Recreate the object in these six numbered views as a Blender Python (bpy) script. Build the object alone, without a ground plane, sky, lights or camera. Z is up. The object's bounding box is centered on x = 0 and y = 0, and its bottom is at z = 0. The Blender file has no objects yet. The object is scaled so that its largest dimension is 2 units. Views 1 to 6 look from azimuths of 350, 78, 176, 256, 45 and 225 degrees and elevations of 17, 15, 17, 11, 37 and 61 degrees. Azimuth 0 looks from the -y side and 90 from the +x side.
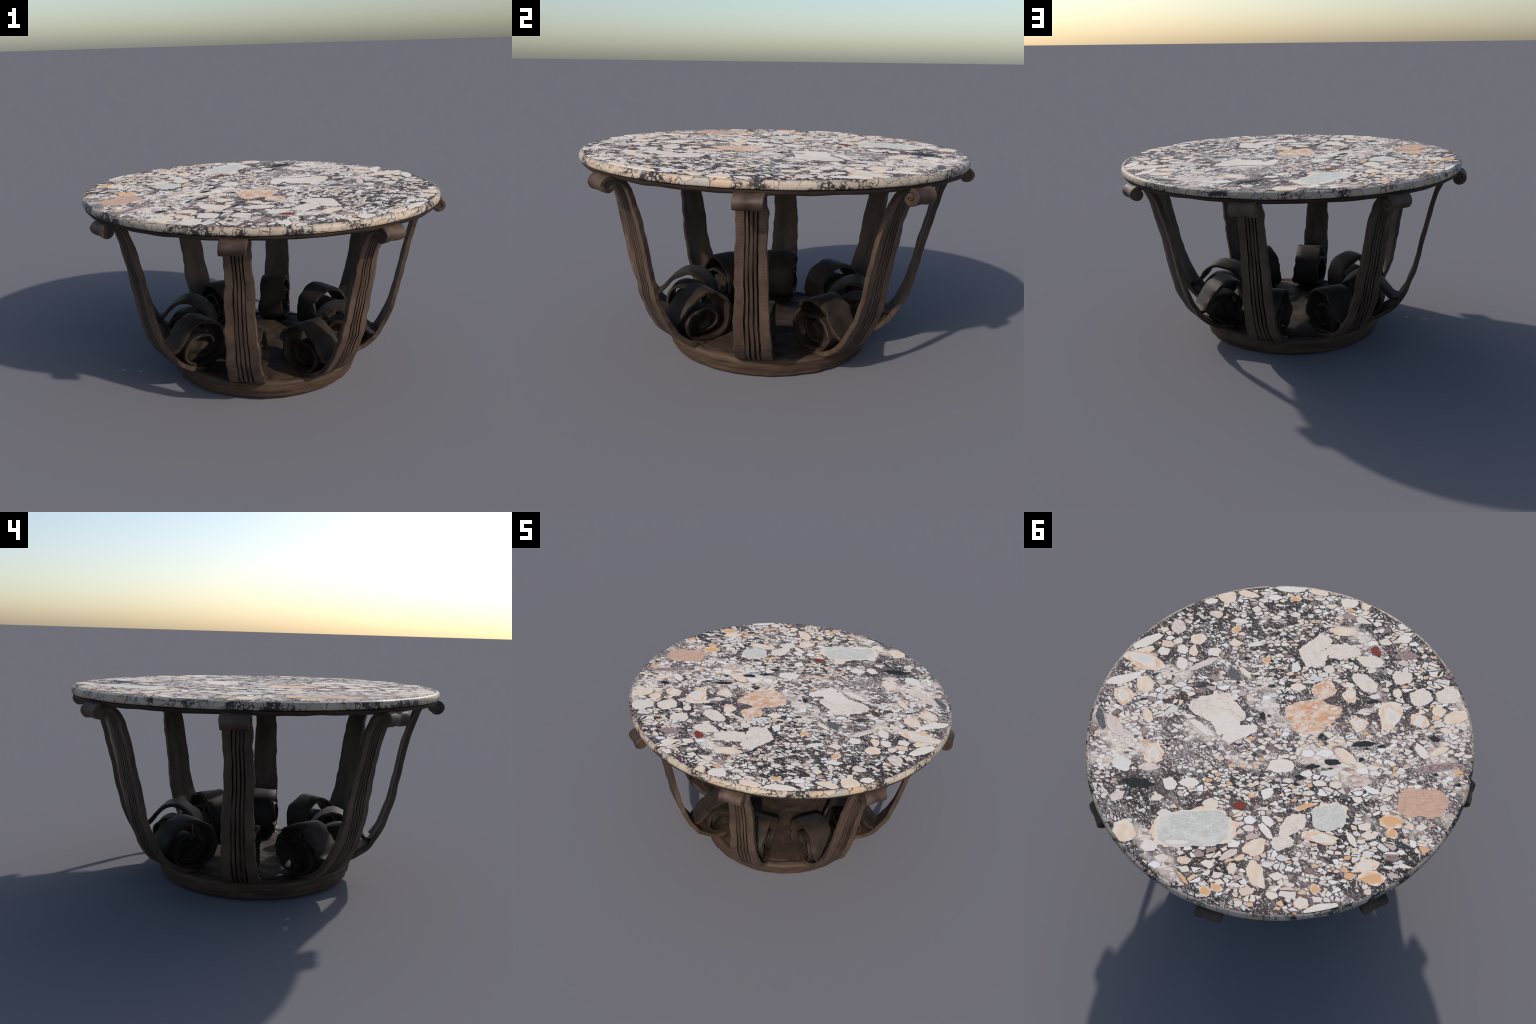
# A round table: polished breccia-marble top on eight forged bronze straps that end
# in volutes standing on a low round base.
import bpy, math, random
import numpy as np
from mathutils import Vector, noise

random.seed(7)
rng = np.random.default_rng(11)

LEG_AZIMUTH = 26.75          # first leg, degrees (0 = -y, 90 = +x), then every 45
TILT_X, TILT_Y = 0.0095, 0.0089   # the top leans a little
TOP_Z = 1.0640
DISH = 0.006                # the polished face is a little hollow in the middle

# ---------------------------------------------------------------- helpers
def link(obj, parent=None):
    bpy.context.scene.collection.objects.link(obj)
    if parent is not None:
        obj.parent = parent
    return obj

def make_mesh(name, verts, faces, mats, mat_idx=None, smooth=True):
    me = bpy.data.meshes.new(name)
    me.from_pydata([tuple(v) for v in verts], [], faces)
    for m in mats:
        me.materials.append(m)
    if mat_idx is not None:
        me.polygons.foreach_set("material_index", mat_idx)
    me.polygons.foreach_set("use_smooth", [smooth] * len(faces))
    me.update()
    return me

def smooth_by_angle(me, deg):
    me.set_sharp_from_angle(angle=math.radians(deg))

def catmull(pts, per):
    """points along a Catmull-Rom curve through pts (rows of any length)"""
    P = np.asarray(pts, float)
    P = np.vstack([2 * P[0] - P[1], P, 2 * P[-1] - P[-2]])
    out = []
    for i in range(1, len(P) - 2):
        for k in range(per):
            t = k / per
            a, b, c, d = P[i - 1], P[i], P[i + 1], P[i + 2]
            out.append(0.5 * (2 * b + (c - a) * t + (2 * a - 5 * b + 4 * c - d) * t * t
                              + (3 * b - a - 3 * c + d) * t ** 3))
    out.append(P[-2])
    return np.array(out)

def lathe(profile, seg, wobble=None):
    """closed solid of revolution; profile = (r, z) from axis to axis"""
    verts, faces = [], []
    rows = []
    for (r, z) in profile:
        if r < 1e-6:
            rows.append([len(verts)]); verts.append((0, 0, z)); continue
        row = []
        for s in range(seg):
            a = 2 * math.pi * s / seg
            rr, zz = (r, z) if wobble is None else wobble(r, z, a)
            row.append(len(verts))
            verts.append((rr * math.cos(a), rr * math.sin(a), zz))
        rows.append(row)
    for A, B in zip(rows, rows[1:]):
        for s in range(seg):
            t = (s + 1) % seg
            if len(A) == 1:
                faces.append((A[0], B[s], B[t]))
            elif len(B) == 1:
                faces.append((A[s], B[0], A[t]))
            else:
                faces.append((A[s], B[s], B[t], A[t]))
    return verts, faces

def n1(x, y=0.0, z=0.0):
    return noise.noise(Vector((x, y, z)))

# ---------------------------------------------------------------- materials
class Tree:
    def __init__(self, name):
        self.mat = bpy.data.materials.new(name)
        self.mat.use_nodes = True
        self.nt = self.mat.node_tree
        self.bsdf = self.nt.nodes["Principled BSDF"]
        self.coord = self.nt.nodes.new("ShaderNodeTexCoord").outputs["Object"]

    def node(self, kind, ins=None, **props):
        n = self.nt.nodes.new("ShaderNode" + kind)
        for k, v in props.items():
            setattr(n, k, v)
        for k, v in (ins or {}).items():
            if isinstance(v, bpy.types.NodeSocket):
                self.nt.links.new(v, n.inputs[k])
            else:
                n.inputs[k].default_value = v
        return n

    def math(self, op, a, b=0.0, c=0.0):
        n = self.node("Math", {0: a, 1: b, 2: c}, operation=op)
        return n.outputs[0]

    def step(self, v, lo, hi):
        n = self.node("MapRange", {"Value": v, "From Min": lo, "From Max": hi},
                      interpolation_type="SMOOTHSTEP")
        return n.outputs[0]

    def mix(self, f, a, b, blend="MIX"):
        n = self.node("Mix", data_type="RGBA", blend_type=blend)
        for i, v in ((0, f), (6, a), (7, b)):
            if isinstance(v, bpy.types.NodeSocket):
                self.nt.links.new(v, n.inputs[i])
            else:
                n.inputs[i].default_value = v if i == 0 else (*v, 1) if len(v) == 3 else v
        return n.outputs[2]

    def ramp(self, f, stops, interp="LINEAR"):
        n = self.node("ValToRGB", {0: f})
        n.color_ramp.interpolation = interp
        el = n.color_ramp.elements
        while len(el) < len(stops):
            el.new(0.5)
        for e, (p, c) in zip(el, stops):
            e.position = p
            e.color = (*c, 1)
        return n.outputs[0]

    def mapping(self, v, scale=(1, 1, 1), rot=(0, 0, 0)):
        return self.node("Mapping", {"Vector": v, "Scale": scale, "Rotation": rot}).outputs[0]

    def noise(self, v, scale, detail=3.0, rough=0.55, color=False, dist=0.0):
        n = self.node("TexNoise", {"Vector": v, "Scale": scale, "Detail": detail,
                                   "Roughness": rough, "Distortion": dist})
        return n.outputs[1 if color else 0]

    def warp(self, v, scale, amount, detail=2.0):
        c = self.noise(v, scale, detail, color=True)
        c = self.node("VectorMath", {0: c, 1: (0.5, 0.5, 0.5)}, operation="SUBTRACT").outputs[0]
        c = self.node("VectorMath", {0: c, "Scale": amount}, operation="SCALE").outputs[0]
        return self.node("VectorMath", {0: v, 1: c}, operation="ADD").outputs[0]

    def voronoi(self, v, scale, feature="F1", out="Distance", rnd=1.0):
        return self.node("TexVoronoi", {"Vector": v, "Scale": scale, "Randomness": rnd},
                         feature=feature).outputs[out]

    def done(self, color, rough=0.5, metallic=0.0, spec=0.5, bump=None, bump_dist=0.001, bump_str=0.5):
        for key, v in (("Base Color", color), ("Roughness", rough)):
            if isinstance(v, bpy.types.NodeSocket):
                self.nt.links.new(v, self.bsdf.inputs[key])
            else:
                self.bsdf.inputs[key].default_value = v if key != "Base Color" else (*v, 1)
        self.bsdf.inputs["Metallic"].default_value = metallic
        self.bsdf.inputs["Specular IOR Level"].default_value = spec
        if bump is not None:
            b = self.node("Bump", {"Height": bump, "Strength": bump_str, "Distance": bump_dist})
            self.nt.links.new(b.outputs[0], self.bsdf.inputs["Normal"])
        return self.mat

STONE_ROUGH, STONE_SPEC = 0.70, 0.12
WHITE, CREAM = (0.82, 0.77, 0.71), (0.81, 0.70, 0.58)
BLUSH, PEACH = (0.76, 0.665, 0.58), (0.80, 0.60, 0.44)
ORANGE, AMBER = (0.73, 0.42, 0.23), (0.66, 0.29, 0.12)
GREY, MATRIX = (0.68, 0.655, 0.59), (0.040, 0.036, 0.036)
MAUVE, RED = (0.36, 0.255, 0.225), (0.19, 0.035, 0.025)
SLATE, BLACK = (0.12, 0.125, 0.13), (0.022, 0.025, 0.027)

def stone_material(kind):
    """one breccia fragment; the mesh is a unit disc in object space"""
    t = Tree("stone_" + kind)
    rnd = t.node("ObjectInfo").outputs["Random"]
    shift = t.node("CombineXYZ", {0: t.math("MULTIPLY", rnd, 37.0), 1: t.math("MULTIPLY", rnd, 91.0), 2: 0.0}).outputs[0]
    flat = t.mapping(t.coord, (1, 1, 0))
    p = t.node("VectorMath", {0: flat, 1: shift}, operation="ADD").outputs[0]
    radius = t.node("VectorMath", {0: flat}, operation="LENGTH").outputs["Value"]
    cloud = t.noise(p, 1.4, 4)
    grain = t.noise(p, 6.0, 5, 0.65)
    rad = t.math("ADD", radius, t.math("MULTIPLY", t.math("SUBTRACT", t.noise(p, 1.5, 4), 0.5), 1.5))
    vein = t.voronoi(t.warp(p, 2.5, 0.5), 1.7, "DISTANCE_TO_EDGE")
    if kind == "rim":
        c = t.ramp(rad, [(0.0, GREY), (0.34, (0.70, 0.68, 0.63)), (0.48, WHITE), (0.58, PEACH), (0.72, ORANGE), (0.86, PEACH), (1.0, CREAM)])
        c = t.mix(t.math("MULTIPLY", t.step(cloud, 0.42, 0.66), 0.75), c, CREAM)
        c = t.mix(t.math("MULTIPLY", rnd, 0.45), c, CREAM)
    elif kind == "slab":
        sep = t.node("SeparateXYZ", {0: flat})
        box = t.math("POWER", t.math("ADD", t.math("POWER", t.math("ABSOLUTE", sep.outputs[0]), 4.0), t.math("POWER", t.math("ABSOLUTE", sep.outputs[1]), 4.0)), 0.25)
        rad2 = t.math("ADD", t.math("MULTIPLY", box, 0.95), t.math("MULTIPLY", t.math("SUBTRACT", t.noise(p, 4.0, 4), 0.5), 0.30))
        c = t.mix(t.step(grain, 0.35, 0.7), (0.55, 0.53, 0.475), GREY)
        c = t.mix(t.math("MULTIPLY", t.step(cloud, 0.48, 0.66), 0.4), c, WHITE)
        streak = t.step(vein, 0.028, 0.0)
        c = t.mix(t.math("MULTIPLY", streak, 0.55), c, WHITE)
        c = t.mix(t.step(rad2, 0.79, 0.86), c, CREAM)
        c = t.mix(t.step(rad2, 0.86, 0.96), c, PEACH)
    elif kind == "orange":
        c = t.ramp(rad, [(0.2, ORANGE), (0.6, (0.76, 0.43, 0.22)), (0.85, PEACH), (1.0, CREAM)])
        c = t.mix(t.math("MULTIPLY", t.step(rnd, 0.75, 0.85), 0.8), c, (0.62, 0.24, 0.07))
    elif kind == "peach":
        c = t.mix(t.step(cloud, 0.35, 0.65), CREAM, PEACH)
        c = t.mix(t.math("MULTIPLY", t.step(grain, 0.6, 0.75), 0.5), c, (0.78, 0.48, 0.30))
    elif kind == "amber":
        c = t.mix(t.step(cloud, 0.36, 0.58), (0.68, 0.37, 0.20), (0.79, 0.63, 0.51))
        c = t.mix(t.math("MULTIPLY", t.step(grain, 0.50, 0.66), 0.6), c, BLUSH)
        blob = t.voronoi(t.warp(p, 3.0, 0.35), 1.9)
        c = t.mix(t.step(blob, 0.46, 0.32), c, (0.66, 0.32, 0.16))
        c = t.mix(t.step(blob, 0.31, 0.20), c, (0.74, 0.70, 0.64))
        c = t.mix(t.math("MULTIPLY", t.step(vein, 0.05, 0.0), 0.45), c, BLUSH)
    elif kind == "rosewood":
        long = t.mapping(p, (1.2, 4.0, 1), (0, 0, 1.2))
        c = t.mix(t.step(t.noise(long, 2.2, 5, 0.6), 0.3, 0.7), (0.58, 0.35, 0.24), (0.66, 0.45, 0.34))
        c = t.mix(t.math("MULTIPLY", t.step(vein, 0.03, 0.0), 0.5), c, (0.34, 0.20, 0.15))
    elif kind in ("blush", "pink", "rose"):
        base = {"blush": BLUSH, "pink": (0.70, 0.56, 0.49), "rose": (0.55, 0.33, 0.28)}[kind]
        c = t.mix(t.step(cloud, 0.35, 0.68), base, CREAM if kind == "blush" else BLUSH)
        c = t.mix(t.math("MULTIPLY", t.step(grain, 0.56, 0.72), 0.45), c, (0.54, 0.41, 0.36))
        c = t.mix(t.math("MULTIPLY", t.step(vein, 0.035, 0.0), 0.4), c, MAUVE)
    elif kind == "mauve":
        c = t.mix(t.step(grain, 0.42, 0.6), (0.17, 0.115, 0.11), (0.52, 0.38, 0.35))
    elif kind == "red":
        c = t.mix(cloud, RED, (0.26, 0.06, 0.04))
    elif kind == "slate":
        c = t.mix(t.step(grain, 0.4, 0.68), (0.055, 0.058, 0.062), (0.26, 0.265, 0.27))
    elif kind == "black":
        c = t.mix(t.step(grain, 0.5, 0.75), BLACK, (0.085, 0.09, 0.092))
    elif kind == "grey":
        c = t.mix(cloud, GREY, WHITE)
    elif kind == "white":
        c = t.mix(t.step(cloud, 0.35, 0.7), WHITE, CREAM)
    else:
        c = t.mix(t.step(cloud, 0.30, 0.7), CREAM, (0.81, 0.75, 0.69))
        c = t.mix(t.math("MULTIPLY", t.step(vein, 0.03, 0.0), 0.3), c, MAUVE)
    return t.done(c, STONE_ROUGH, spec=STONE_SPEC)

def chip_material(name, colors):
    """scattered small fragments: each mesh island draws its own tone"""
    t = Tree(name)
    isl = t.node("NewGeometry").outputs["Random Per Island"]
    n = len(colors)
    c = t.ramp(isl, [(i / n, col) for i, col in enumerate(colors)], "CONSTANT")
    g = t.noise(t.coord, 45.0, 4, 0.6)
    c = t.mix(t.math("MULTIPLY", t.step(g, 0.5, 0.75), 0.35), c, BLUSH)
    return t.done(c, STONE_ROUGH, spec=STONE_SPEC)

def marble_ground():
    """dark groundmass in drifts, crowded unevenly with splinters of pale stone"""
    t = Tree("marble_groundmass")
    p = t.mapping(t.coord, (0.80, 1.45, 1.0), (0, 0, math.radians(-45)))
    # a pale, crushed seam runs along the bedding through the middle of the slab
    across = t.node("VectorMath", {0: t.coord, 1: (0.7071, -0.7071, 0.0)}, operation="DOT_PRODUCT").outputs["Value"]
    seam = t.step(t.math("ABSOLUTE", t.math("ADD", across, 0.08)), 0.30, 0.06)
    drift = t.step(t.math("MULTIPLY_ADD", seam, 0.11, t.noise(p, 2.0, 4, 0.55, dist=0.6)), 0.42, 0.68)      # 1 = pale drift
    haze = t.step(t.noise(t.mapping(p, (1, 1, 1), (0.4, 0, 0)), 1.5, 3, 0.5, dist=0.8), 0.50, 0.70)
    col = t.mix(t.step(t.noise(p, 6.0, 4), 0.42, 0.62), MATRIX, (0.060, 0.043, 0.040))
    col = t.mix(t.math("MULTIPLY", t.math("MAXIMUM", haze, t.math("MULTIPLY", seam, 0.7)), 0.6), col, (0.20, 0.145, 0.138))
    for scale, thr, top in ((170.0, 0.13, 0.62), (95.0, 0.11, 0.8), (52.0, 0.08, 0.95)):
        v = t.warp(p, scale * 0.55, 1.3 / scale)
        rnd = t.node("SeparateColor", {0: t.voronoi(v, scale, out="Color")})
        gap = t.voronoi(v, scale, "DISTANCE_TO_EDGE")
        lim = t.math("MULTIPLY_ADD", rnd.outputs[2], 0.10, thr)
        chip = t.step(t.math("SUBTRACT", gap, lim), 0.0, 0.04)
        keep = t.math("MULTIPLY_ADD", drift, -0.50, 0.72)
        have = t.math("GREATER_THAN", rnd.outputs[0], keep)
        tone = t.ramp(rnd.outputs[1], [(0.0, WHITE), (0.30, (0.56, 0.52, 0.52)), (0.50, BLUSH), (0.66, (0.40, 0.31, 0.30)), (0.80, (0.28, 0.20, 0.19)), (0.90, PEACH), (0.95, WHITE)], "CONSTANT")
        col = t.mix(t.math("MULTIPLY", t.math("MULTIPLY", chip, have), 0.9 * top), col, tone)
    # broad blurred pink-cream areas, healed and veined
    blur = t.step(t.math("MULTIPLY_ADD", seam, 0.10, t.noise(t.mapping(p, (1, 1, 1), (0, 0, 0.3)), 2.7, 4, 0.6, dist=0.4)), 0.56, 0.68)
    soft = t.mix(t.step(t.noise(p, 9.0, 4), 0.35, 0.65), BLUSH, CREAM)
    crack = t.voronoi(t.warp(p, 12.0, 0.06, 3), 26.0, "DISTANCE_TO_EDGE")
    soft = t.mix(t.math("MULTIPLY", t.step(crack, 0.09, 0.0), 0.75), soft, MAUVE)
    col = t.mix(t.math("MULTIPLY", blur, 0.85), col, soft)
    return t.done(col, STONE_ROUGH, spec=STONE_SPEC)

def marble_edge():
    t = Tree("marble_rim")
    p = t.warp(t.coord, 11.0, 0.07, 4)
    gap = t.voronoi(p, 15.0, "DISTANCE_TO_EDGE")
    rnd = t.node("SeparateColor", {0: t.voronoi(p, 15.0, out="Color")})
    c = t.ramp(rnd.outputs[0], [(0.0, (0.60, 0.51, 0.41)), (0.3, (0.52, 0.44, 0.35)), (0.55, (0.60, 0.50, 0.43)), (0.75, (0.60, 0.45, 0.32)), (0.9, (0.46, 0.44, 0.40))], "CONSTANT")
    c = t.mix(t.math("MULTIPLY", t.step(t.noise(t.coord, 40.0, 4), 0.45, 0.7), 0.4), c, (0.40, 0.32, 0.25))
    p2 = t.warp(t.coord, 34.0, 0.03, 3)
    g2 = t.voronoi(p2, 55.0, "DISTANCE_TO_EDGE")
    r2 = t.node("SeparateColor", {0: t.voronoi(p2, 55.0, out="Color")})
    fine = t.mix(t.math("MULTIPLY", t.step(g2, 0.08, 0.16), t.step(r2.outputs[0], 0.30, 0.34)), MATRIX, (0.50, 0.42, 0.36))
    crowd = t.step(t.noise(t.coord, 5.0, 5, 0.65), 0.49, 0.56)
    c = t.mix(crowd, c, fine)
    worn = t.math("MULTIPLY_ADD", t.noise(t.coord, 14.0, 3), 0.07, -0.018)
    c = t.mix(t.math("MULTIPLY", t.step(t.math("SUBTRACT", gap, worn), 0.014, -0.010), 0.9), c, (0.055, 0.047, 0.044))
    c = t.mix(1.0, c, (0.84, 0.80, 0.76), "MULTIPLY")  # baked shade of the slab's edge multiplied into its colour
    return t.done(c, 0.5, spec=0.3)

def metal(name, light, dark, rough=0.55, lines=0.0, streak=(1, 1, 1), spec=0.4):
    t = Tree(name)
    p = t.mapping(t.coord, streak)
    blotch = t.noise(p, 7.0, 5, 0.6)
    c = t.mix(t.step(blotch, 0.32, 0.68), dark, light)
    grain = t.noise(p, 60.0, 4, 0.6)
    c = t.mix(t.math("MULTIPLY", t.step(grain, 0.55, 0.75), 0.35), c, tuple(x * 1.35 for x in light))
    h = grain
    if lines:
        w = t.node("TexWave", {"Vector": t.coord, "Scale": 46.0, "Distortion": 1.5, "Detail": 2.0, "Detail Scale": 2.0},
                   wave_type="BANDS", bands_direction="Z", wave_profile="SIN").outputs["Fac"]
        c = t.mix(t.math("MULTIPLY", t.step(w, 0.45, 0.05), 0.35 * lines), c, tuple(x * 0.45 for x in dark))
        h = t.math("ADD", t.math("MULTIPLY", grain, 0.5), t.math("MULTIPLY", w, lines * 0.5))
    r = t.math("MULTIPLY_ADD", blotch, 0.2, rough - 0.1)
    return t.done(c, r, spec=spec, bump=h, bump_dist=0.002, bump_str=0.35)

M_STRAP = metal("bronze_strap", (0.100, 0.062, 0.041), (0.038, 0.023, 0.016), rough=0.56, streak=(1.6, 1.6, 0.35), spec=0.35)
M_HAMMER = metal("bronze_hammered_margin", (0.116, 0.074, 0.050), (0.056, 0.035, 0.025), rough=0.58, lines=0.8, streak=(0.9, 0.9, 0.5), spec=0.32)
M_GROOVE = metal("bronze_groove", (0.060, 0.038, 0.026), (0.013, 0.009, 0.007), rough=0.65, streak=(2.2, 2.2, 0.7), spec=0.25)  # dirt and baked shade of the grooves, painted as a darker bronze
M_VOLUTE = metal("shade_darkened_bronze", (0.042, 0.027, 0.019), (0.018, 0.012, 0.009), rough=0.62, spec=0.22)  # darker than the straps: baked shade inside the scrolls put into the colour
M_BASE = metal("bronze_base", (0.088, 0.053, 0.033), (0.040, 0.024, 0.016), rough=0.65, streak=(0.6, 0.6, 9.0), spec=0.25)
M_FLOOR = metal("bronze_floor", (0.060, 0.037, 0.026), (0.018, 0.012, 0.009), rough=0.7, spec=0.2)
M_BAND = metal("bronze_band", (0.050, 0.033, 0.024), (0.026, 0.017, 0.013), rough=0.65, streak=(1, 1, 5), spec=0.25)
M_MATRIX = marble_ground()
M_EDGE = marble_edge()

# ---------------------------------------------------------------- the table
table = bpy.data.objects.new("round_table", None)
link(table)
table["label"] = "round breccia marble table on eight bronze scroll legs"
table["category"] = "table"

# ------------------------------------------------ marble top, leaning slightly
def slab_wobble(r, z, a):
    k = min(1.0, max(0.0, (r - 0.9) / 0.09))
    d = 0.0022 * n1(math.cos(a) * 9, math.sin(a) * 9, z * 30) * k
    return r + d, z + 0.0012 * n1(math.cos(a) * 6, math.sin(a) * 6, 5.0) * k

def dish(r):
    return -DISH * (1 - min(1.0, r / 0.93) ** 2)

slab_profile = [(0, dish(0))] + [(r, dish(r)) for r in np.linspace(0.06, 0.945, 16)] + [
    (0.968, -0.0004), (0.981, -0.0018), (0.990, -0.005), (0.995, -0.010), (0.9975, -0.017),
    (0.998, -0.027), (0.9972, -0.035), (0.994, -0.039), (0.987, -0.0405), (0.6, -0.0405), (0, -0.0405)]
verts, faces = lathe(slab_profile, 240, slab_wobble)
idx = []
for f in faces:
    rmean = sum(math.hypot(verts[i][0], verts[i][1]) for i in f) / len(f)
    idx.append(1 if rmean > 0.979 or sum(verts[i][2] for i in f) / len(f) < -0.03 else 0)
me = make_mesh("marble_top", verts, faces, [M_MATRIX, M_EDGE], idx)
smooth_by_angle(me, 50)
top = link(bpy.data.objects.new("marble_top", me), table)
top.location = (0, 0, TOP_Z)
top.rotation_euler = (-TILT_Y, TILT_X, 0)

def band_wobble(r, z, a):
    k = 1.0 if z < -0.055 and r > 0.9 else 0.35
    return (r + 0.006 * n1(math.cos(a) * 7, math.sin(a) * 7, 3.0) * k,
            z + 0.005 * n1(math.cos(a) * 8, math.sin(a) * 8, 8.0) * k)
verts, faces = lathe([(0.955, -0.0412), (0.984, -0.0412), (0.990, -0.045), (0.989, -0.051), (0.985, -0.057),
                      (0.980, -0.063), (0.962, -0.066), (0.950, -0.060), (0.950, -0.046), (0.955, -0.0412)], 200, band_wobble)
me = make_mesh("under_band", verts, faces, [M_BAND])
smooth_by_angle(me, 60)
v, f = lathe([(0, -0.0412), (0.952, -0.0412), (0.952, -0.0448), (0.6, -0.0455), (0, -0.0455)], 96)
under = link(bpy.data.objects.new("under_plate", make_mesh("under_plate", v, f, [M_BAND])), table)
under.location = (0, 0, TOP_Z)
under.rotation_euler = (-TILT_Y, TILT_X, 0)
smooth_by_angle(under.data, 40)
band = link(bpy.data.objects.new("under_band", me), table)
band.location = (0, 0, TOP_Z)
band.rotation_euler = (-TILT_Y, TILT_X, 0)

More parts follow.
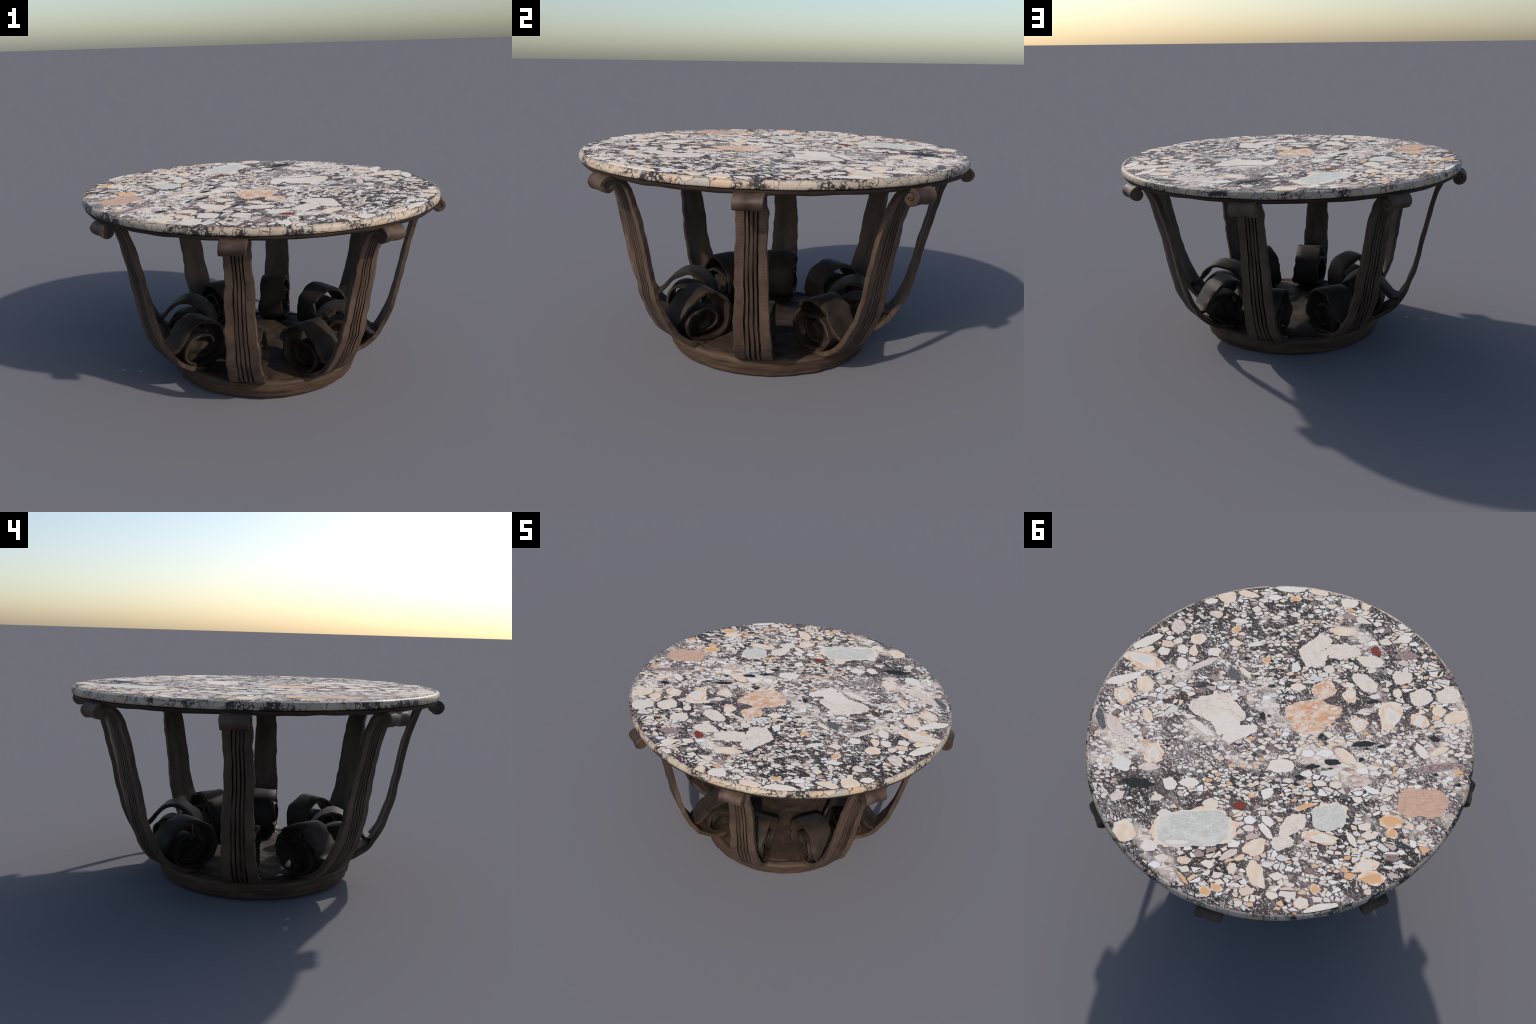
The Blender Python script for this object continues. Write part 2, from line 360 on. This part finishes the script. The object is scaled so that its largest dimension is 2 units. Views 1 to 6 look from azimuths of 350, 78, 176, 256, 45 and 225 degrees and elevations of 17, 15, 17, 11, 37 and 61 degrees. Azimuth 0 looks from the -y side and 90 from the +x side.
# ------------------------------------------------ breccia fragments in the top
# (x, y, length, width, bearing of the long axis in degrees), by kind of stone
STONES = {
    "slab": [
        (-0.110, 0.682, 0.39, 0.21, 49), (-0.523, 0.181, 0.19, 0.15, 57),
    ],
    "blush": [
        (0.325, 0.143, 0.30, 0.18, 28), (0.216, -0.472, 0.19, 0.16, 131), (0.115, -0.603, 0.21, 0.11, 41), (-0.101, -0.534, 0.16, 0.10, 1),
        (-0.381, -0.671, 0.14, 0.12, 74), (-0.427, 0.336, 0.16, 0.10, 87), (-0.476, -0.784, 0.13, 0.11, 71), (-0.041, -0.658, 0.15, 0.09, 40),
        (0.246, -0.570, 0.12, 0.10, 41), (-0.232, -0.700, 0.11, 0.09, 59), (-0.458, 0.431, 0.11, 0.08, 64), (0.087, -0.459, 0.06, 0.06, 117),
    ],
    "amber": [
        (-0.059, -0.195, 0.31, 0.18, 49), (0.014, -0.345, 0.15, 0.12, 73), (-0.088, -0.115, 0.18, 0.09, 43),
    ],
    "rim": [
        (0.840, 0.214, 0.24, 0.13, 16), (-0.351, -0.470, 0.17, 0.15, 109), (0.728, 0.441, 0.14, 0.11, 166), (-0.571, 0.288, 0.20, 0.07, 36),
        (0.345, 0.553, 0.13, 0.11, 154), (-0.475, -0.550, 0.11, 0.11, 131), (-0.815, 0.236, 0.15, 0.07, 63), (-0.262, -0.318, 0.10, 0.08, 90),
        (-0.112, -0.419, 0.10, 0.08, 133), (-0.730, 0.578, 0.08, 0.07, 64), (0.392, -0.122, 0.10, 0.04, 174), (-0.389, 0.687, 0.07, 0.05, 133),
        (-0.274, -0.605, 0.07, 0.05, 143),
    ],
    "rosewood": [
        (-0.794, -0.203, 0.25, 0.17, 45),
    ],
    "cream": [
        (0.220, 0.178, 0.18, 0.14, 45), (0.132, 0.155, 0.20, 0.09, 63), (-0.153, 0.149, 0.15, 0.10, 49), (0.820, 0.375, 0.21, 0.07, 63),
        (0.925, 0.114, 0.20, 0.07, 77), (0.631, -0.722, 0.21, 0.06, 44), (0.288, 0.278, 0.18, 0.05, 7), (-0.811, 0.535, 0.18, 0.05, 60),
        (0.330, -0.884, 0.11, 0.08, 48), (0.092, 0.532, 0.10, 0.06, 52), (-0.598, -0.418, 0.12, 0.05, 158), (-0.032, 0.889, 0.10, 0.06, 41),
        (0.681, 0.084, 0.09, 0.06, 141), (-0.067, -0.906, 0.08, 0.07, 57), (0.155, 0.611, 0.08, 0.07, 176), (0.615, -0.098, 0.08, 0.07, 31),
        (0.673, -0.345, 0.12, 0.04, 43), (0.810, 0.097, 0.07, 0.06, 36), (0.747, 0.015, 0.08, 0.06, 142), (-0.108, 0.788, 0.14, 0.03, 43),
        (0.900, -0.324, 0.08, 0.05, 52), (-0.676, 0.187, 0.10, 0.04, 163), (-0.002, -0.972, 0.07, 0.06, 63),
    ],
    "black": [
        (0.269, 0.713, 0.19, 0.07, 35), (-0.368, -0.248, 0.12, 0.04, 53), (-0.596, -0.523, 0.07, 0.05, 33), (-0.323, -0.058, 0.08, 0.04, 36),
        (-0.272, 0.031, 0.10, 0.03, 48), (-0.222, -0.471, 0.08, 0.03, 52), (0.126, 0.004, 0.06, 0.04, 126),
    ],
    "red": [
        (-0.011, -0.732, 0.08, 0.06, 178), (-0.178, 0.442, 0.06, 0.05, 39),
    ],
    "orange": [
        (-0.742, -0.016, 0.14, 0.08, 45), (-0.875, 0.266, 0.14, 0.07, 54), (-0.791, 0.027, 0.07, 0.06, 57), (0.640, -0.290, 0.07, 0.05, 76),
        (-0.727, 0.489, 0.06, 0.05, 136), (-0.403, 0.220, 0.13, 0.03, 62), (0.565, -0.686, 0.07, 0.04, 41), (-0.385, 0.851, 0.06, 0.05, 25),
        (0.369, -0.259, 0.06, 0.05, 38), (-0.266, 0.883, 0.10, 0.02, 175), (-0.407, 0.804, 0.07, 0.04, 23),
    ],
    "mauve": [
        (-0.713, -0.401, 0.30, 0.06, 55), (-0.147, -0.824, 0.17, 0.07, 52),
    ],
    "peach": [
        (0.108, 0.930, 0.13, 0.12, 179), (-0.491, 0.632, 0.17, 0.08, 157), (0.714, 0.309, 0.12, 0.10, 156), (0.219, -0.699, 0.17, 0.07, 40),
        (-0.592, -0.705, 0.14, 0.08, 64), (0.852, -0.417, 0.11, 0.10, 35), (-0.385, 0.540, 0.12, 0.09, 62), (-0.340, -0.126, 0.14, 0.07, 180),
        (0.779, -0.517, 0.14, 0.06, 29), (0.743, -0.094, 0.10, 0.09, 155), (0.507, -0.816, 0.13, 0.05, 31), (-0.504, -0.668, 0.08, 0.07, 51),
        (0.541, 0.432, 0.09, 0.05, 156), (0.879, 0.156, 0.08, 0.05, 49), (-0.661, -0.482, 0.11, 0.04, 70), (0.248, -0.935, 0.07, 0.06, 128),
        (0.697, -0.018, 0.08, 0.05, 141), (0.577, -0.222, 0.07, 0.06, 41),
    ],
    "pink": [
        (0.610, 0.595, 0.17, 0.07, 170), (0.882, -0.071, 0.10, 0.09, 143), (0.591, 0.002, 0.17, 0.05, 74), (0.302, 0.622, 0.11, 0.05, 41),
        (0.281, 0.833, 0.09, 0.05, 61), (0.803, -0.284, 0.07, 0.06, 26), (-0.326, 0.656, 0.10, 0.04, 76),
    ],
    "slate": [
        (0.420, -0.076, 0.12, 0.06, 0), (0.695, 0.614, 0.16, 0.05, 160),
    ],
    "grey": [
        (0.405, 0.708, 0.10, 0.09, 9), (0.493, -0.290, 0.10, 0.04, 56), (0.225, -0.339, 0.07, 0.06, 130),
    ],
    "rose": [
        (-0.495, -0.080, 0.11, 0.06, 31),
    ],
    "white": [
        (-0.223, 0.300, 0.08, 0.07, 58), (-0.357, 0.443, 0.12, 0.04, 168), (-0.330, 0.405, 0.08, 0.05, 10),
    ],
}

ANGULAR = {"rim": 0.20, "slab": 0.10, "rosewood": 0.12, "cream": 0.20, "white": 0.26, "amber": 0.16,
           "black": 0.34, "slate": 0.28, "mauve": 0.26, "blush": 0.18, "orange": 0.20}

def fragment_outline(rough, corners=None, rounds=2, r=rng, square=1.0):
    """irregular polygon with worn corners, about the size of the unit disc"""
    n = corners or int(r.integers(5, 8))
    a = (np.arange(n) + r.uniform(-0.32, 0.32, n)) * 2 * math.pi / n + r.uniform(0, 6.28)
    rad = (1.15 if n > 5 else 1.24) - rough * r.random(n) * 1.6
    p = np.stack([np.cos(a), np.sin(a)], 1)
    p = np.sign(p) * np.abs(p) ** square * rad[:, None]      # square < 1 fills the box
    for _ in range(rounds):                       # corner cutting
        q = np.roll(p, -1, 0)
        p = np.stack([0.86 * p + 0.14 * q, 0.14 * p + 0.86 * q], 1).reshape(-1, 2)
    return p

def prism(outline, z0, z1):
    n = len(outline)
    v = [(x, y, z1) for x, y in outline] + [(x, y, z0) for x, y in outline]
    f = [tuple(range(n)), tuple(range(2 * n - 1, n - 1, -1))]
    f += [(i + n, (i + 1) % n + n, (i + 1) % n, i) for i in range(n)]
    return v, f

taken_xy, taken_r = [], []           # discs that cover the stones already laid
def cover(x, y, L, W, ang):
    k = max(1, int(round(L / W * 1.3)))
    c, s = math.cos(ang), math.sin(ang)
    out = []
    for i in range(k):
        u = 0 if k == 1 else (i / (k - 1) - 0.5) * (L - W * 0.9)
        out.append((x + c * u, y + s * u, W * (0.47 if abs(u) < L * 0.25 else 0.40)))
    return out

stone_mats = {k: stone_material(k) for k in STONES}
layer = {"blush": 0, "amber": 0, "mauve": 0}
for kind, rows in STONES.items():
    for j, (x, y, L, W, deg) in enumerate(rows):
        r = np.random.default_rng(1000 + len(taken_r) * 7 + j)
        out = fragment_outline(ANGULAR.get(kind, 0.18), {"blush": 9, "amber": 9, "rosewood": 7, "slab": 9 if L > 0.3 else 5}.get(kind), 2, r,
                               0.74 if kind == "rosewood" or L > 0.34 else 1.0)
        out = np.concatenate([out * (1 - u) + np.roll(out, -1, 0) * u for u in (0.0, 0.25, 0.5, 0.75)], 1).reshape(-1, 2)
        fine = np.array([1 + 0.15 * n1(px * 3, py * 3, x * 50 + y * 31) + 0.06 * n1(px * 9, py * 9, x * 50) for px, py in out])
        out = out * fine[:, None]
        ang = math.radians(deg)
        c, s = math.cos(ang), math.sin(ang)
        ok = []
        for px, py in out:                        # keep inside the polished face
            wx, wy = x + c * px * L / 2 - s * py * W / 2, y + s * px * L / 2 + c * py * W / 2
            d = math.hypot(wx, wy)
            if d > 0.980:
                wx, wy = wx * 0.980 / d, wy * 0.980 / d
                dx, dy = wx - x, wy - y
                px, py = (c * dx + s * dy) / (L / 2), (-s * dx + c * dy) / (W / 2)
            ok.append((px, py))
        up = 0.0005 + 0.00003 * (len(taken_r) % 9) + (0.0 if kind in layer else 0.0004)
        v, f = prism(ok, -1.0, 1.0)
        v = [(px, py, pz + dish(math.hypot(x + c * px * L / 2 - s * py * W / 2, y + s * px * L / 2 + c * py * W / 2)) / 0.003) for px, py, pz in v]
        me = make_mesh("marble_fragment", v, f, [stone_mats[kind]], smooth=False)
        ob = link(bpy.data.objects.new("marble_fragment", me), top)
        ob.location = (x, y, up - 0.003)
        ob.rotation_euler = (0, 0, ang)
        ob.scale = (L / 2, W / 2, 0.003)
        for cx, cy, cr in cover(x, y, L, W, ang):
            taken_xy.append((cx, cy)); taken_r.append(cr)

# the smaller fragments: random packing along the bedding, large ones first
chip_mats = [
    chip_material("chip_white", [WHITE, (0.74, 0.69, 0.65), CREAM, (0.82, 0.785, 0.75), (0.68, 0.645, 0.61), (0.79, 0.73, 0.66)]),
    chip_material("chip_cream", [CREAM, (0.78, 0.66, 0.55), BLUSH, (0.80, 0.70, 0.60)]),
    chip_material("chip_blush", [BLUSH, (0.66, 0.54, 0.47), (0.55, 0.43, 0.38), (0.72, 0.61, 0.54), (0.38, 0.28, 0.24), (0.26, 0.18, 0.155)]),
    chip_material("chip_peach", [PEACH, (0.76, 0.50, 0.32), (0.75, 0.58, 0.45), ORANGE]),
    chip_material("chip_dark", [SLATE, BLACK, (0.10, 0.06, 0.055), (0.05, 0.05, 0.055)]),
]
# Discs are dropped largest first in a space squeezed along the bedding; the cells of
# their power diagram are then angular fragments that fit together with thin joints.
SQUEEZE = 1.6
BX, BY = math.cos(math.radians(45)), math.sin(math.radians(45))
def to_packed(x, y):
    return (x * BX + y * BY) / SQUEEZE, -x * BY + y * BX
def from_packed(u, v):
    return u * SQUEEZE * BX - v * BY, u * SQUEEZE * BY + v * BX
MAXC = 14000
UV = np.zeros((MAXC, 2)); RR = np.zeros(MAXC)
for i, ((x, y), r) in enumerate(zip(taken_xy, taken_r)):
    UV[i] = to_packed(x, y); RR[i] = r * 0.86
FIRST = N = len(taken_r)
def seam_at(x, y):
    return max(0.0, 1.0 - abs((x - y) * 0.707 + 0.08) / 0.16)
for radius, tries in ((0.025, 500), (0.020, 2200), (0.0155, 6500), (0.0115, 11000), (0.0080, 15000), (0.0056, 12000)):
    for _ in range(tries):
        rad, th = 0.978 * math.sqrt(rng.random()), rng.random() * 2 * math.pi
        x, y = rad * math.cos(th), rad * math.sin(th)
        coarse = n1(x * 1.9, y * 1.9, 2.0) - 0.5 * seam_at(x, y)      # coarse and fine beds
        if radius > 0.010 and coarse < -0.06 - 12 * (0.0165 - radius):
            continue
        u, v = to_packed(x, y)
        r = radius * rng.uniform(0.85, 1.2)
        if (np.hypot(UV[:N, 0] - u, UV[:N, 1] - v) < RR[:N] + r).any():
            continue
        UV[N] = (u, v); RR[N] = r; N += 1

def cell(i):
    """power cell of disc i, clipped by its nearest neighbours"""
    d = np.hypot(UV[:N, 0] - UV[i, 0], UV[:N, 1] - UV[i, 1])
    near = np.argsort(d - RR[:N])[:18]
    lim = RR[i] * 2.4
    poly = [(-lim, -lim), (lim, -lim), (lim, lim), (-lim, lim)]
    for j in near:
        if j == i or d[j] < 1e-6:
            continue
        nx, ny = (UV[j] - UV[i]) / d[j]
        t = (d[j] ** 2 + RR[i] ** 2 - RR[j] ** 2) / (2 * d[j])
        out = []
        for k in range(len(poly)):
            (ax, ay), (bx, by) = poly[k - 1], poly[k]
            da, db = ax * nx + ay * ny - t, bx * nx + by * ny - t
            if (da <= 0) != (db <= 0):
                w = da / (da - db)
                out.append((ax + w * (bx - ax), ay + w * (by - ay)))
            if db <= 0:
                out.append((bx, by))
        poly = out
        if len(poly) < 3:
            return None
    return np.array(poly)

chip_v, chip_f, chip_m = [], [], []
for i in range(FIRST, N):
    x, y = from_packed(*UV[i])
    bed = n1(x * 2.4 + 5, y * 2.4, 7.0) + 0.4 * n1(x * 7, y * 7, 3.0)      # dark drifts lose more of their stones
    keep = 0.66 - 1.1 * max(0.0, bed) + 0.12 * seam_at(x, y)
    if rng.random() > keep + (0.2 if RR[i] > 0.012 else 0.0):
        continue
    p = cell(i)
    if p is None or len(p) < 3:
        continue
    parts = [p]
    if rng.random() < (0.65 if RR[i] > 0.009 else 0.25):     # crushed: broken across
        for _ in range(1 if RR[i] < 0.014 else 2):
            whole = parts.pop(0)
            g = rng.uniform(0, math.pi)
            nx, ny = math.cos(g), math.sin(g)
            off = whole.mean(0) @ (nx, ny) + rng.normal(0, 0.25) * RR[i]
            for sign in (1, -1):
                out = []
                for k in range(len(whole)):
                    A, B = whole[k - 1], whole[k]
                    da, db = sign * (A @ (nx, ny) - off), sign * (B @ (nx, ny) - off)
                    if (da <= 0) != (db <= 0):
                        out.append(A + (B - A) * da / (da - db))
                    if db <= 0:
                        out.append(B)
                if len(out) > 2:
                    parts.append(np.array(out))
    warm = n1(x * 1.6 + 9, y * 1.6, 1.0) * 0.5
    for p in parts:
        c0 = p.mean(0)
        size = np.sqrt(((p - c0) ** 2).sum(1)).mean()
        if size < 0.0018:
            continue
        shrink = max(0.5, 1 - (0.0010 + 0.0018 * max(0.0, bed + 0.1)) / size * 1.4 - 0.22 * rng.random() ** 2)
        p = c0 + (p - c0) * shrink
        p = p + rng.normal(0, 0.09 * size, p.shape)
        q = np.roll(p, -1, 0)
        p = np.concatenate([p, (p + q) / 2 + rng.normal(0, 0.06 * size, p.shape)], 1).reshape(-1, 2)
        q = np.roll(p, -1, 0)
        p = np.stack([0.80 * p + 0.20 * q, 0.20 * p + 0.80 * q], 1).reshape(-1, 2)
        o = [from_packed(*(q + UV[i])) for q in p]
        if max(math.hypot(*q) for q in o) > 0.984:
            continue
        v, f = prism(o, -0.004, 0.0004)
        v = [(px, py, pz + dish(math.hypot(px, py))) for px, py, pz in v]
        k = len(chip_v)
        chip_v += v
        chip_f += [tuple(g + k for g in q) for q in f]
        pick = rng.random() + 0.18 * seam_at(x, y) * (rng.random() - 0.2)
        m = 0 if pick < 0.36 - warm * 0.4 else 1 if pick < 0.68 - warm * 0.25 else 2 if pick < 0.87 - warm * 0.2 else 3 if pick < 0.955 else 4
        chip_m += [m] * len(f)
me = make_mesh("marble_chips", chip_v, chip_f, chip_mats, chip_m, smooth=False)
chips = link(bpy.data.objects.new("marble_chips", me), top)
chips["kind"] = "stuff"

# ------------------------------------------------ straps: legs and volutes
def lean(x, y, z):
    """the whole frame leans with the top: small shear of the upright parts"""
    return (x + TILT_X * (z - 1.0), y + (TILT_Y + 0.005) * (z - 1.0), max(0.0, z - TILT_X * x - TILT_Y * y + 0.004))

def wind(z):
    """sideways set of the legs and scrolls, growing toward the ground"""
    return -0.014 * max(0.0, 0.95 - z)

def sweep(name, path, halfw, thick, section, mats, azimuth, seed, wob=0.003, section_mat=None, ragged=0.0):
    """Band swept along path (r, z) in the leg's own upright plane.
    section: (across -1..1, depth fraction 0..1, groove depth) round the band, depth 0 = outer face"""
    P = np.asarray(path)
    T = np.gradient(P, axis=0)
    T /= np.linalg.norm(T, axis=1)[:, None] + 1e-9
    Nn = np.stack([T[:, 1], -T[:, 0]], 1)          # right-hand side: outer face
    az = math.radians(azimuth)
    rd, tg = np.array([math.sin(az), -math.cos(az)]), np.array([math.cos(az), math.sin(az)])
    m = len(section)
    verts, faces, idx = [], [], []
    S = np.concatenate([[0], np.cumsum(np.linalg.norm(np.diff(P, axis=0), axis=1))])
    for i in range(len(P)):
        s = S[i]
        tear = 1.0 - ragged * max(0.0, n1(s * 22, seed, 31.0) - 0.12)
        hl = halfw[i] * tear + wob * (1.4 * n1(s * 8, seed, 0.0) + 0.8 * n1(s * 24, seed, 1.0))
        hr = halfw[i] + wob * (1.4 * n1(s * 8, seed, 7.0) + 0.8 * n1(s * 24, seed, 8.0))
        mid = wob * n1(s * 5, seed, 3.0) + wind(P[i][1])
        bulge = wob * 0.6 * n1(s * 12, seed, 11.0)
        for (t, d, g) in section:
            across = mid + (t * hr if t > 0 else t * hl)
            off = (0.5 - d) * thick[i] + bulge + wob * 0.55 * n1(s * 14, t * 2.0, seed + 20)
            gg = g * groove_fade(S[i], S[-1]) * max(0.12, 1.0 + 1.9 * n1(s * 6, t * 9, seed)) if g else 0.0
            r, z = P[i] + Nn[i] * (off - gg)
            x, y = rd * r + tg * across
            verts.append(lean(x, y, z))
    for i in range(len(P) - 1):
        for k in range(m):
            k2 = (k + 1) % m
            faces.append((i * m + k, i * m + k2, (i + 1) * m + k2, (i + 1) * m + k))
            idx.append(section_mat[k] if section_mat and S[i] < groove_end(S[-1]) else 0)
    faces.append(tuple(range(m - 1, -1, -1))); idx.append(0)
    b = (len(P) - 1) * m
    faces.append(tuple(b + k for k in range(m))); idx.append(0)
    me = make_mesh(name, verts, faces, mats, idx)
    smooth_by_angle(me, 38)
    return me

GROOVE_STOP = 1.06
def groove_end(total):
    return GROOVE_STOP
def groove_fade(s, total):
    return max(0.0, min(1.0, (GROOVE_STOP + 0.02 - s) / 0.05)) * min(1.0, 0.25 + s / 0.08)

# outer face: two wide margins, three ribs and four grooves; plain sides and back
outer, omat = [(-1.0, 0.12, 0), (-0.96, 0.0, 0)], [0, 1]
for a, b in ((-0.44, -0.33), (-0.185, -0.085), (0.085, 0.185), (0.33, 0.44)):
    w = (b - a) * 0.25
    outer += [(a, 0.0, 0), (a + w, 0.0, 0.008), (b - w, 0.0, 0.008), (b, 0.0, 0)]
    omat += [2, 2, 2, 0 if b < 0.4 else 1]
outer += [(0.96, 0.0, 0), (1.0, 0.12, 0), (1.0, 0.88, 0), (0.96, 1.0, 0), (0.4, 0.97, 0), (0.2, 0.85, 0), (-0.2, 0.85, 0), (-0.4, 0.97, 0), (-0.96, 1.0, 0), (-1.0, 0.88, 0)]
omat += [0] * 10
plain = [(-1.0, 0.2, 0), (-0.94, 0.0, 0), (-0.4, -0.04, 0), (0.4, -0.04, 0), (0.94, 0.0, 0), (1.0, 0.2, 0),
         (1.0, 0.8, 0), (0.94, 1.0, 0), (0.4, 0.96, 0), (-0.4, 0.96, 0), (-0.94, 1.0, 0), (-1.0, 0.8, 0)]

# centre line of a leg from the base up to the curl under the top: r, z, half width, thickness
LEG = [(0.455, 0.085, 0.091, 0.022), (0.500, 0.097, 0.093, 0.024), (0.540, 0.108, 0.094, 0.025), (0.580, 0.127, 0.094, 0.026),
       (0.630, 0.163, 0.093, 0.027), (0.668, 0.205, 0.091, 0.027), (0.699, 0.255, 0.087, 0.027), (0.726, 0.310, 0.085, 0.026),
       (0.751, 0.375, 0.082, 0.026), (0.770, 0.450, 0.080, 0.026), (0.791, 0.550, 0.077, 0.026), (0.817, 0.680, 0.073, 0.026), (0.837, 0.770, 0.069, 0.026),
       (0.857, 0.848, 0.066, 0.026), (0.878, 0.908, 0.068, 0.025), (0.902, 0.958, 0.064, 0.024), (0.934, 0.985, 0.064, 0.022),
       (0.975, 0.997, 0.064, 0.021), (1.004, 0.991, 0.064, 0.020), (1.020, 0.969, 0.064, 0.020), (1.007, 0.946, 0.064, 0.020),
       (0.982, 0.942, 0.064, 0.020), (0.966, 0.958, 0.063, 0.019), (0.972, 0.976, 0.062, 0.019), (0.990, 0.976, 0.061, 0.018), (0.993, 0.964, 0.060, 0.016), (0.983, 0.961, 0.060, 0.012)]

# inner volute: welded to the leg, over the top, down the inner side, under, and coiled up: r, z, half width
VOLUTE = [(0.680, 0.216, .055), (0.656, 0.218, .066), (0.624, 0.233, .074), (0.590, 0.272, .078), (0.553, 0.318, .081), (0.510, 0.349, .082), (0.460, 0.362, .082),
          (0.405, 0.350, .082), (0.357, 0.316, .082), (0.329, 0.267, .082), (0.321, 0.205, .082), (0.335, 0.152, .082), (0.375, 0.124, .082), (0.440, 0.114, .082),
          (0.510, 0.117, .082), (0.558, 0.146, .081), (0.576, 0.198, .080), (0.550, 0.250, .078), (0.498, 0.276, .075), (0.438, 0.270, .070), (0.394, 0.236, .064),
          (0.384, 0.194, .058), (0.400, 0.160, .052), (0.434, 0.142, .046), (0.478, 0.146, .040)]

def lump(name, azimuth, seed, cr, cz, rr, rz, half, rough, mat):
    """uneven pad across a leg's plane: fills the eye of a scroll from side to side"""
    az = math.radians(azimuth)
    rd, tg = np.array([math.sin(az), -math.cos(az)]), np.array([math.cos(az), math.sin(az)])
    R, S = 6, 28
    v, f = [], []
    for side in (-1, 1):
        o = len(v)
        for i in range(R + 1):
            q = i / R
            for s in range(S):
                a = 2 * math.pi * s / S
                g = 1 + 0.12 * n1(math.cos(a) * 1.5, math.sin(a) * 1.5, seed)
                r, z = cr + rr * g * q * math.cos(a), cz + rz * g * q * math.sin(a)
                depth = half * (1 - 0.10 * q ** 6) + rough * n1(r * 18, z * 18, seed + side * 3)
                x, y = rd * r + tg * (side * depth + wind(z))
                v.append(lean(x, y, z))
        for i in range(R):
            for s in range(S):
                t = (s + 1) % S
                q = (o + i * S + s, o + i * S + t, o + (i + 1) * S + t, o + (i + 1) * S + s)
                f.append(q if side < 0 else q[::-1])
    h = (R + 1) * S
    for s in range(S):
        t = (s + 1) % S
        f.append((R * S + s, R * S + t, h + R * S + t, h + R * S + s))
    me = make_mesh(name, v, f, [mat])
    smooth_by_angle(me, 50)
    return me

leg_parts = []
for k in range(8):
    az = LEG_AZIMUTH + 45 * k
    path = catmull(LEG, 10)
    jit = np.random.default_rng(50 + k)
    path[:, 0] += 0.006 * np.array([n1(z * 3.1, k * 3.7, 2.0) for z in path[:, 1]]) * np.clip((0.95 - path[:, 1]) * 6, 0, 1)
    me = sweep("leg", path[:, :2], path[:, 2], path[:, 3], outer, [M_STRAP, M_HAMMER, M_GROOVE], az, k * 13.1, 0.006, omat)
    leg = link(bpy.data.objects.new("leg", me), table)
    vp = catmull(VOLUTE, 6)
    sh = np.stack([[0.011 * n1(i * 0.05, k * 5.3, q) for i in range(len(vp))] for q in (1.0, 6.0)], 1)
    vp[:, :2] += sh
    th = np.linspace(0.021, 0.016, len(vp))
    me = sweep("volute", vp[:, :2], vp[:, 2], th, plain, [M_VOLUTE], az - 1.5, k * 13.1 + 5, 0.010, ragged=0.45)
    volute = link(bpy.data.objects.new("volute", me), leg)
    link(bpy.data.objects.new("volute_eye", lump("volute_eye", az - 1.5, k * 7.7, 0.478, 0.185, 0.078, 0.066, 0.028, 0.022, M_VOLUTE)), leg)
    link(bpy.data.objects.new("curl_core", lump("curl_core", az, k * 3.3 + 1, 0.989, 0.966, 0.029, 0.027, 0.061, 0.004, M_STRAP)), leg)

# ------------------------------------------------ round base
def base_wobble(r, z, a):
    k = 1.0 if r > 0.45 else 0.0
    return (r + (0.007 * n1(math.cos(a) * 4, math.sin(a) * 4, z * 6) + 0.007 * n1(math.cos(a) * 13, math.sin(a) * 13, z * 20)) * k,
            z + (0.004 * n1(math.cos(a) * 7, math.sin(a) * 7, 2.0) * k if z > 0.02 else 0.0))
prof = [(0, 0), (0.46, 0), (0.527, 0.0), (0.534, 0.005), (0.538, 0.016), (0.540, 0.028), (0.546, 0.038), (0.549, 0.048), (0.549, 0.060),
        (0.549, 0.066), (0.551, 0.072), (0.549, 0.084), (0.540, 0.093), (0.524, 0.097), (0.508, 0.093), (0.497, 0.086), (0.49, 0.084)]
verts, faces = lathe(prof + [(0.0, 0.080)], 160, base_wobble)
verts = [(x, y, max(z, 0.0)) for x, y, z in verts]
me = make_mesh("base", verts, faces, [M_BASE])
smooth_by_angle(me, 45)
base = link(bpy.data.objects.new("base", me), table)
base.location = (-0.008, -0.019, 0.0070)
base.scale = (1.000, 1.000, 1)
base.rotation_euler = (-TILT_Y, TILT_X, 0)

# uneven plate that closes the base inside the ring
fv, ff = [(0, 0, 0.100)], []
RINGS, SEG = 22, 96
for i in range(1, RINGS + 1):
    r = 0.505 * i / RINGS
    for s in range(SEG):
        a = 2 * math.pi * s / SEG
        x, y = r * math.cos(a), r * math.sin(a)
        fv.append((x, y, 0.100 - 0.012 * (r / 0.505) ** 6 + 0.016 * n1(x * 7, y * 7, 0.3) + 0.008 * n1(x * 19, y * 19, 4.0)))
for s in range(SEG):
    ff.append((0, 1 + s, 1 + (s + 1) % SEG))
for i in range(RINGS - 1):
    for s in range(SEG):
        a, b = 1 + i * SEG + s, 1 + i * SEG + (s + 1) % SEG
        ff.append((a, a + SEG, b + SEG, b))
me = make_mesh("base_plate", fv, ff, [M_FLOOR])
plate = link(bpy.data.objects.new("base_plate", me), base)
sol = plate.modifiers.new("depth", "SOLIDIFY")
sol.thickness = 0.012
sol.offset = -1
